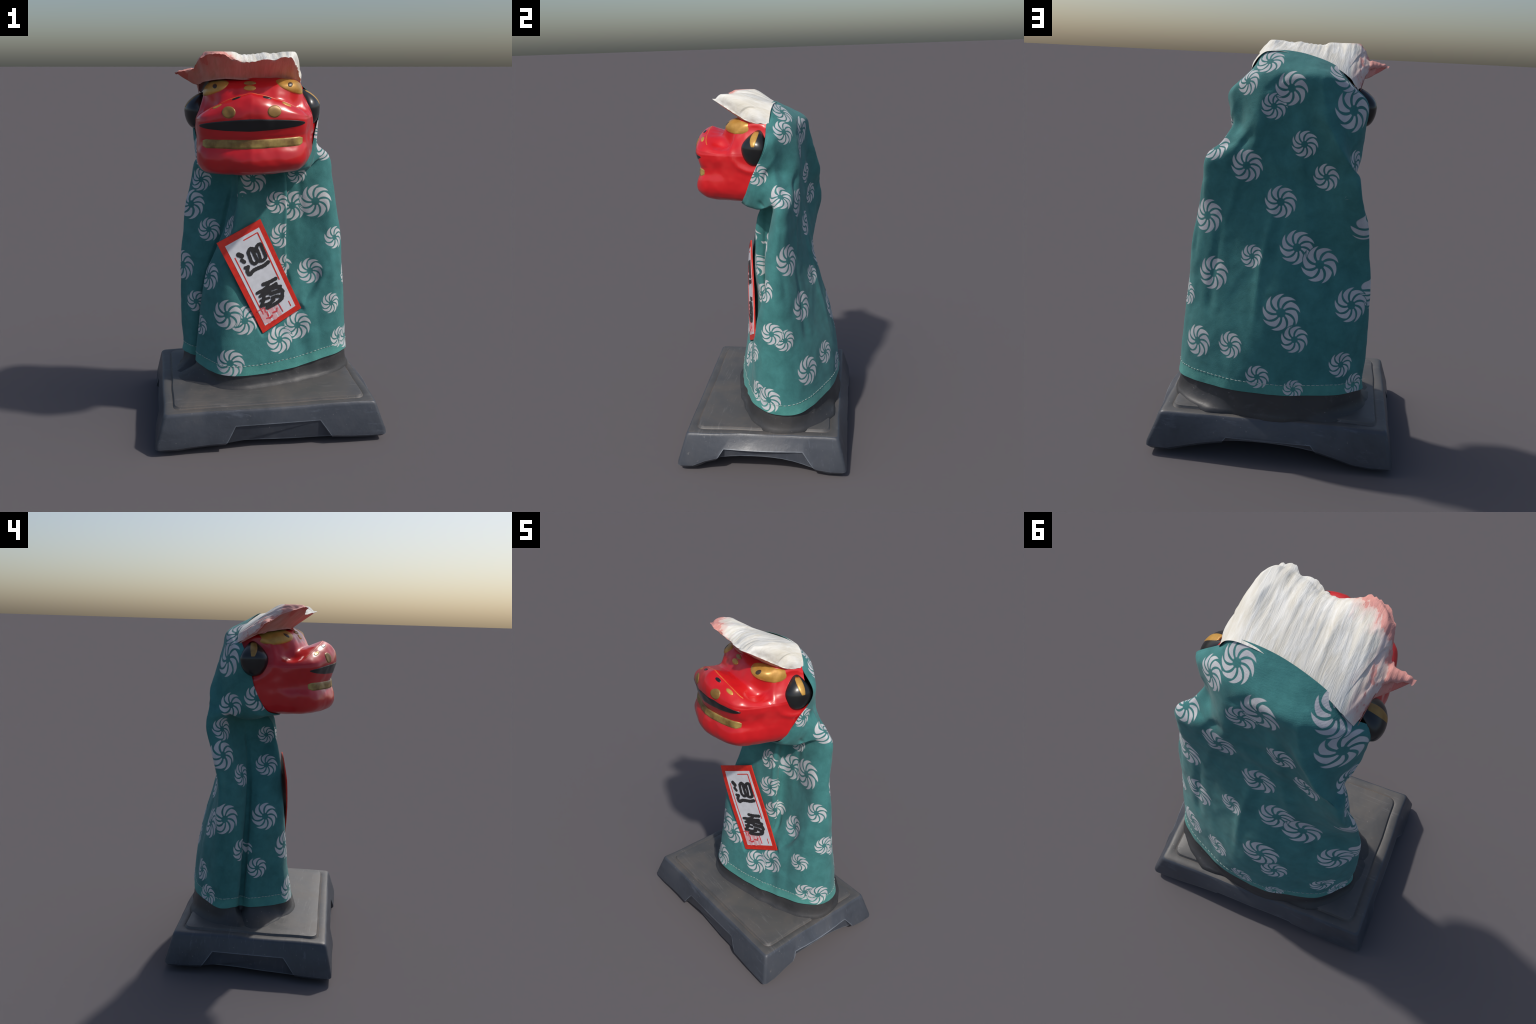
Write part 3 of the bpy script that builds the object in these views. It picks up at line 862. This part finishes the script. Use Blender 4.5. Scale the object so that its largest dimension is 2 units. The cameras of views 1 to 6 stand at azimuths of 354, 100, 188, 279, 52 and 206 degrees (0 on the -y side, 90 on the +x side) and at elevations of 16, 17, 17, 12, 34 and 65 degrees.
def head_strip(name, s0, s1, t0, t1, mat, parent, taper, proud=0.002, n=80, m=10, dish=0.0):
    """Band in head coordinates between rows s0..s1, tapering toward both ends."""
    V = []
    nr, nc = HG.shape[:2]
    for i in range(m + 1):
        a = i / m
        for j in range(n + 1):
            b = j / n
            tt = t0 + (t1 - t0) * b
            w = taper(b)
            s = (s0 + s1) / 2 + (a - 0.5) * (s1 - s0) * w
            gi = s / (len(HROWS) - 1) * (nr - 1)
            gj = (tt + 1) / 2 * (nc - 1)
            i0, j0 = int(gi), int(gj)
            i0, j0 = min(i0, nr - 2), min(j0, nc - 2)
            fi, fj = gi - i0, gj - j0
            def bl(A):
                return (A[i0, j0] * (1 - fi) * (1 - fj) + A[i0 + 1, j0] * fi * (1 - fj)
                        + A[i0, j0 + 1] * (1 - fi) * fj + A[i0 + 1, j0 + 1] * fi * fj)
            h = proud if 0 < i < m and 0 < j < n else -0.002
            h += dish * (1 - (2 * a - 1) ** 2) * min(1, 8 * b, 8 * (1 - b))
            V.append(bl(HG) + bl(HGN) * h)
    ob = new_mesh(name, V, grid_faces(m + 1, n + 1, flip=True), mat, parent=parent)
    return ob

lens = lambda b: max(0.03, (1 - abs(2 * b - 1) ** 6.0)) ** 0.75 * (0.86 + 0.14 * (1 - (2 * b - 1) ** 2))
bar = lambda b: min(1.0, 0.55 + 8 * min(b, 1 - b))
head_strip("mouth", 10.85, 13.25, -0.515, 0.525, M_BLACK, head, lens, 0.0018)
M_RIDGE = simple_mat("orange_red_ridge", (0.66, 0.16, 0.03), (0.62, 0.03, 0.018), 0.35, nscale=16)
head_strip("orange_ridge_line", 6.92, 7.16, -0.46, 0.46, M_RIDGE, head, lambda b: 0.45 + 0.55 * abs(math.sin(9 * b)), 0.0015, m=4)
head_strip("teeth", 14.95, 16.35, -0.475, 0.495, M_BRASS, head, bar, 0.003, dish=0.004)

def ell(cx, cz, rx, rz, rot=0.0, n=12, sharp=1.0):
    out = []
    for k in range(n):
        a = 2 * math.pi * k / n
        x, z = rx * math.cos(a), rz * math.sin(a)
        c, s = math.cos(rot), math.sin(rot)
        out.append((cx + x * c - z * s, cz + x * s + z * c))
    return out

# eyes: almond, slanting down and out
for sx, dz in ((1, 0.004), (-1, -0.004)):
    pts = [(.072, 1.861), (.073, 1.846), (.088, 1.829), (.120, 1.812), (.165, 1.798), (.215, 1.790), (.236, 1.798),
           (.238, 1.818), (.228, 1.846), (.19, 1.862), (.14, 1.870), (.10, 1.870)]
    pts = [(sx * x, z + dz) for x, z in pts]
    eye = draped_patch("eye", pts, M_GOLD, head, dome=0.004, axis=sx * 0.25)
    pup = ell(sx * 0.140, 1.838 + dz, .0155, .0105, sx * 0.3)
    draped_patch("pupil", pup, M_PUPIL, eye, dome=0.0015, proud=0.0062, axis=sx * 0.25)
    draped_patch("nostril", ell(sx * 0.107, 1.727 + dz * .6, .034, .029), M_OLDGOLD, head, dome=0.002)
# brow marks of gold leaf between the eyes
draped_patch("gold_leaf", [(x, z) for x, z in ell(-.012, 1.852, .032, .0085)], M_OLDGOLD, head, dome=0.002)
draped_patch("gold_leaf", [(x, z) for x, z in ell(-.012, 1.829, .032, .013)], M_GOLD, head, dome=0.002)
# flecks along the top of the snout, cast straight down
def snout_fleck(name, x, f, rx, rf, mat, rot=0.0):
    V, n, rings = [], 24, 5
    for k in range(rings + 1):
        r = k / rings
        for j in range(n):
            a = 2 * math.pi * j / n
            dx, df = r * rx * math.cos(a), r * rf * math.sin(a)
            c, s = math.cos(rot), math.sin(rot)
            p = head_world(x + dx * c - df * s, f + dx * s + df * c, 1.87)
            hit, nn, _, _ = HEAD_BVH.ray_cast(Vector(p), Vector((0, 0, -1)))
            if hit is None:
                hit, nn, _, _ = HEAD_BVH.find_nearest(Vector(p))
            if nn.z < 0:
                nn = -nn
            V.append(hit + nn * (0.002 if k < rings else -0.002))
    new_mesh(name, V, grid_faces(rings + 1, n, closed=True), mat, parent=head)
for sx in (1, -1):
    snout_fleck("black_fleck", sx * 0.072, 0.338, .024, .010, M_BLACK, -sx * 0.2)
    snout_fleck("gold_fleck", sx * 0.165, 0.318, .026, .011, M_GOLD, -sx * 0.35)

# ears: glossy black drops with a gold flame on top
def build_ear(side):
    sgn = 1 if side > 0 else -1
    c = Vector((.252, -.012, 1.728)) if side > 0 else Vector((-.352, .022, 1.712))
    out = Vector((sgn * 0.93, -0.36, 0)).normalized()
    fwd = Vector((-out.y * -sgn, 0, 0))
    fwd = Vector((0, 0, 1)).cross(out) * (-1 if side > 0 else 1)
    up = Vector((0, 0, 1))
    V, n, rings = [], 48, 20
    for k in range(rings + 1):
        q = k / rings * math.pi * 0.62
        for j in range(n):
            a = 2 * math.pi * j / n
            rr = math.sin(q)
            x, z = rr * math.cos(a), rr * math.sin(a)
            z2 = z * 0.092
            x2 = x * 0.076 * (1 - 0.42 * max(0.0, z) ** 1.5)
            h = math.cos(q) * (0.046 if side > 0 else 0.050) - 0.056 * max(0, z) ** 2
            V.append(c + fwd * x2 + up * z2 + out * h)
    ear = new_mesh("ear", V, grid_faces(rings + 1, n, closed=True), M_BLACK, parent=root)
    b = bmesh.new(); b.from_mesh(ear.data)
    bmesh.ops.remove_doubles(b, verts=b.verts, dist=1e-5); bmesh.ops.recalc_face_normals(b, faces=b.faces)
    b.to_mesh(ear.data); b.free()
    tree = BVHTree.FromObject(ear, bpy.context.evaluated_depsgraph_get())
    V, m, w = [], 14, 6
    for i in range(m + 1):
        t = i / m
        z = 0.092 - 0.080 * t
        half = 0.004 + 0.022 * math.sin(math.pi * min(1, 0.15 + t * 0.72))* (1 - t * .35)
        for j in range(w + 1):
            e = 2 * j / w - 1
            p = c + up * z + fwd * (e * half - 0.018 + 0.02 * (1 - t)) + out * 0.3
            hit, nn, _, _ = tree.ray_cast(p, -out)
            if hit is None:
                hit, nn, _, _ = tree.find_nearest(p - out * 0.27)
            V.append(hit + nn * (0.0015 if 0 < j < w and i < m else -0.0015))
    fl = new_mesh("gold_flame", V, grid_faces(m + 1, w + 1, flip=side < 0), M_GOLD if side > 0 else M_OLDGOLD, parent=ear)
build_ear(1)
build_ear(-1)

# ------------------------------------------------------------------ mane: flared wedge from the hood rim over the brow
MANE = [  # rim, crest, lip, hairline; from the figure's left (+x) to its right
 [(.199, .046, 1.850), (.198, .02, 1.853), (.197, .0, 1.850), (.196, .02, 1.843)],
 [(.19, .050, 1.885), (.192, -.01, 1.890), (.188, -.060, 1.866), (.190, -.035, 1.850)],
 [(.165, .054, 1.925), (.172, -.05, 1.930), (.170, -.105, 1.890), (.172, -.075, 1.857)],
 [(.13, .060, 1.952), (.150, -.12, 1.975), (.150, -.175, 1.930), (.150, -.108, 1.865)],
 [(.09, .062, 1.958), (.130, -.155, 1.997), (.115, -.246, 1.968), (.10, -.128, 1.868)],
 [(.04, .065, 1.957), (.06, -.15, 1.988), (.05, -.254, 1.966), (.04, -.140, 1.87)],
 [(-.03, .070, 1.945), (-.04, -.12, 1.982), (-.06, -.222, 1.953), (-.05, -.150, 1.87)],
 [(-.10, .078, 1.930), (-.13, -.12, 1.980), (-.15, -.226, 1.964), (-.12, -.150, 1.868)],
 [(-.17, .090, 1.910), (-.22, -.14, 1.998), (-.23, -.238, 1.990), (-.20, -.130, 1.872)],
 [(-.22, .100, 1.890), (-.29, -.11, 1.985), (-.315, -.185, 1.974), (-.27, -.083, 1.864)],
 [(-.25, .108, 1.873), (-.31, -.06, 1.950), (-.342, -.11, 1.945), (-.305, -.040, 1.856)],
 [(-.265, .112, 1.862), (-.325, -.03, 1.925), (-.365, -.070, 1.915), (-.32, -.025, 1.847)],
 [(-.275, .112, 1.855), (-.34, -.015, 1.908), (-.448, -.052, 1.902), (-.325, -.010, 1.845)],
 [(-.285, .114, 1.845), (-.33, .02, 1.885), (-.362, -.015, 1.885), (-.33, .012, 1.84)],
 [(-.30, .112, 1.825), (-.328, .06, 1.84), (-.338, .045, 1.838), (-.328, .06, 1.815)],
 [(-.315, .110, 1.805), (-.325, .085, 1.808), (-.33, .08, 1.805), (-.325, .085, 1.800)],
]
def build_mane():
    A = np.array(MANE)                         # (16, 4, 3)
    A[:, 0] += np.array([0, 0.012, -0.011])    # tucked in under the hood
    A = catmull(A, 14)                         # along the brow
    top = np.stack([catmull(r[:3], 22) for r in A])      # rim -> lip
    und = np.stack([catmull(np.array([r[2], (r[2] * .25 + r[3] * .75) + np.array([0, .030, -.012]), r[3]]), 12) for r in A])
    nt = grid_normals(top)
    if nt[len(A) // 2, 20][2] < 0:
        nt = -nt
    for i in range(top.shape[0]):
        for j in range(top.shape[1]):
            p = top[i, j]
            e = j / (top.shape[1] - 1)
            amp = 0.35 + 0.65 * (i / top.shape[0])
            pleat = noise.noise(Vector((p[0] * 30, p[1] * 3.2, 2.0))) + 0.5 * noise.noise(Vector((p[0] * 70, p[1] * 6, 5.0)))
            arch = 0.010 * math.sin(math.pi * min(1, e)) * min(1.0, 2.5 * e) * (1 if 2 < i / 14 < 10 else .4)
            d = arch + 0.013 * amp * pleat * min(1, 3 * e) ** 1.5 + 0.004 * fbm(p, 25.0, 2) * e
            d *= 1 - 0.75 * max(0, e - 0.9) / 0.1
            top[i, j] = p + nt[i, j] * d
    # ragged lip shared by both skins
    for i in range(top.shape[0]):
        w = 0.017 * noise.noise(Vector((i * 0.17, 1.7, 0))) + 0.010 * noise.noise(Vector((i * 0.45, 4.7, 0)))
        top[i, -1] += np.array([0, w, -w * .5])
        top[i, -2] += np.array([0, w, -w * .5]) * .6
        top[i, -3] += np.array([0, w, -w * .5]) * .25
        und[i, 0] = top[i, -1]
    top[..., 2] = np.minimum(top[..., 2], 2.0)
    mane = new_mesh("mane", top.reshape(-1, 3), grid_faces(top.shape[0], top.shape[1]), M_MANE, parent=root)
    bm = bmesh.new(); bm.from_mesh(mane.data); bmesh.ops.recalc_face_normals(bm, faces=bm.faces); bm.to_mesh(mane.data); bm.free()
    for i in range(und.shape[0]):
        for j in range(1, und.shape[1] - 1):
            und[i, j] += np.array([0, 0.3, 1]) * 0.004 * noise.noise(Vector((und[i, j][0] * 26, und[i, j][1] * 6, 9.0)))
    new_mesh("mane_lining", und.reshape(-1, 3), grid_faces(und.shape[0], und.shape[1]), M_MANE_UNDER, parent=mane)
    return mane
mane = build_mane()

# ------------------------------------------------------------------ greeting card
def card_slab(name, u0, u1, v0, v1, h0, h1, mat, parent, nu=14, nv=28):
    V = []
    for h in (h1, h0):
        for i in range(nv + 1):
            for j in range(nu + 1):
                V.append(card_point(u0 + (u1 - u0) * j / nu, v0 + (v1 - v0) * i / nv, h))
    n = (nu + 1) * (nv + 1)
    F = grid_faces(nv + 1, nu + 1, flip=True)
    F += [tuple(a + n for a in f[::-1]) for f in F]
    rim = [j for j in range(nu + 1)] + [i * (nu + 1) + nu for i in range(1, nv + 1)] + \
          [nv * (nu + 1) + j for j in range(nu - 1, -1, -1)] + [i * (nu + 1) for i in range(nv - 1, 0, -1)]
    F += [(rim[k], rim[(k + 1) % len(rim)], rim[(k + 1) % len(rim)] + n, rim[k] + n) for k in range(len(rim))]
    ob = new_mesh(name, V, F, mat, smooth=False, parent=parent)
    bm = bmesh.new(); bm.from_mesh(ob.data); bmesh.ops.recalc_face_normals(bm, faces=bm.faces); bm.to_mesh(ob.data); bm.free()
    return ob

card = card_slab("greeting_card", 0, 1, 0, 1, -0.007, 0.0, M_CARDRED, root)
card_slab("card_face", .115, .90, .062, .945, -0.002, 0.0012, M_CARD, card)
LW = 0.014
def line_slab(u0, u1, v0, v1):
    card_slab("border_line", u0, u1, v0, v1, 0.0, 0.0022, M_CARDRED, card, nu=4, nv=24)
line_slab(.175, .195, .20, .80)
line_slab(.815, .84, .095, .62)
line_slab(.50, .815, .092, .102)
line_slab(.80, .82, .86, .92)

def brush(name, strokes, mat, parent, h=0.0022, base_w=0.06):
    """Brush strokes as rounded ribbons, each a list of (u, v) with a width in card units of u."""
    V, F = [], []
    W = np.linalg.norm(CARD[1] - CARD[0]); H = np.linalg.norm(CARD[3] - CARD[0])
    for si, (pts, w) in enumerate(strokes):
        P = catmull(np.array([(a * W, b * H) for a, b in pts]), 8)
        hw = w * W / 2 * (0.84 if w > 0.05 else 1.0)
        hh = h + 0.00012 * si
        d = np.gradient(P, axis=0); d /= np.linalg.norm(d, axis=1, keepdims=True) + 1e-9
        nrm = np.stack([-d[:, 1], d[:, 0]], 1)
        L, R = [], []
        cap = 6
        outline = []
        for k in range(len(P)):
            outline.append(P[k] + nrm[k] * hw * (1 + .08 * math.sin(k * 1.3 + si)))
        for k in range(1, cap):
            a = math.pi * k / cap
            outline.append(P[-1] + nrm[-1] * hw * math.cos(a) + d[-1] * hw * math.sin(a))
        for k in range(len(P) - 1, -1, -1):
            outline.append(P[k] - nrm[k] * hw * (1 + .08 * math.sin(k * 1.7 + si)))
        for k in range(1, cap):
            a = math.pi * k / cap
            outline.append(P[0] - nrm[0] * hw * math.cos(a) - d[0] * hw * math.sin(a))
        m, n = len(P), len(outline)
        b0 = len(V)
        for q in outline:
            V.append(card_point(q[0] / W, q[1] / H, hh))
        for q in outline:
            V.append(card_point(q[0] / W, q[1] / H, 0.0))
        # body quads between the two flanks
        right = lambda k: m + (cap - 1) + (m - 1 - k)
        for k in range(m - 1):
            F.append((b0 + k, b0 + k + 1, b0 + right(k + 1), b0 + right(k)))
        F.append(tuple(b0 + x for x in [m - 1] + list(range(m, m + cap - 1)) + [right(m - 1)]))
        F.append(tuple(b0 + x for x in [right(0)] + list(range(2 * m + cap - 1, n)) + [0]))
        for k in range(n):
            F.append((b0 + k, b0 + (k + 1) % n, b0 + n + (k + 1) % n, b0 + n + k))
    ob = new_mesh(name, V, F, mat, smooth=False, parent=parent)
    b = bmesh.new(); b.from_mesh(ob.data); bmesh.ops.recalc_face_normals(b, faces=b.faces); b.to_mesh(ob.data); b.free()
    return ob

# the two brushed characters (welcome / spring), thick and running together
WELCOME = [
 ([(.279, .191), (.328, .219)], .116), ([(.29, .254), (.32, .281)], .093), ([(.282, .335), (.345, .341)], .083),
 ([(.345, .341), (.292, .375), (.309, .414), (.412, .40), (.519, .403), (.65, .412), (.769, .405)], .096),
 ([(.476, .219), (.464, .271), (.457, .32), (.506, .35), (.576, .34)], .083), ([(.476, .219), (.547, .198), (.615, .218)], .086),
 ([(.574, .22), (.575, .285), (.576, .34)], .083),
 ([(.643, .249), (.699, .209), (.778, .209), (.78, .26), (.774, .323), (.764, .352), (.684, .362), (.607, .349)], .083),
 ([(.672, .22), (.666, .292), (.645, .341)], .076)]
SPRING = [
 ([(.466, .572), (.608, .585), (.767, .59)], .093), ([(.439, .625), (.593, .636), (.727, .637)], .083),
 ([(.365, .636), (.57, .657), (.791, .683)], .079), ([(.604, .588), (.467, .619), (.274, .615)], .083),
 ([(.715, .657), (.756, .696), (.79, .742)], .093), ([(.297, .659), (.368, .66), (.538, .685)], .076),
 ([(.527, .696), (.658, .71), (.765, .726)], .099), ([(.392, .667), (.313, .718), (.233, .751)], .093),
 ([(.269, .701), (.364, .71), (.456, .722)], .066), ([(.774, .738), (.728, .79), (.66, .803)], .083),
 ([(.519, .74), (.631, .753), (.707, .779)], .083), ([(.257, .749), (.38, .77), (.532, .766)], .083),
 ([(.328, .797), (.424, .805), (.568, .809), (.704, .801)], .089)]
SEAL = [
 ([(.196, .801), (.191, .832)], .023), ([(.272, .79), (.252, .826)], .026), ([(.284, .835), (.275, .879)], .033),
 ([(.218, .89), (.319, .905)], .03), ([(.396, .876), (.485, .883)], .036), ([(.513, .858), (.485, .883)], .03),
 ([(.287, .905), (.352, .896)], .04), ([(.324, .819), (.376, .819)], .02),
 ([(.10, .775), (.272, .780)], .02), ([(.589, .829), (.602, .92)], .02)]
WASH = [([(.16, .815), (.16, .915)], .09), ([(.228, .81), (.238, .925)], .132), ([(.388, .837), (.392, .925)], .14), ([(.508, .843), (.522, .925)], .099)]
brush("brush_character", WELCOME, M_INK, card, 0.0030)
brush("brush_character", SPRING, M_INK, card, 0.0036)
brush("seal_wash", WASH, M_SEALPINK, card, 0.0016)
brush("seal_mark", SEAL, M_SEAL, card, 0.0024)


# ------------------------------------------------------------------ done
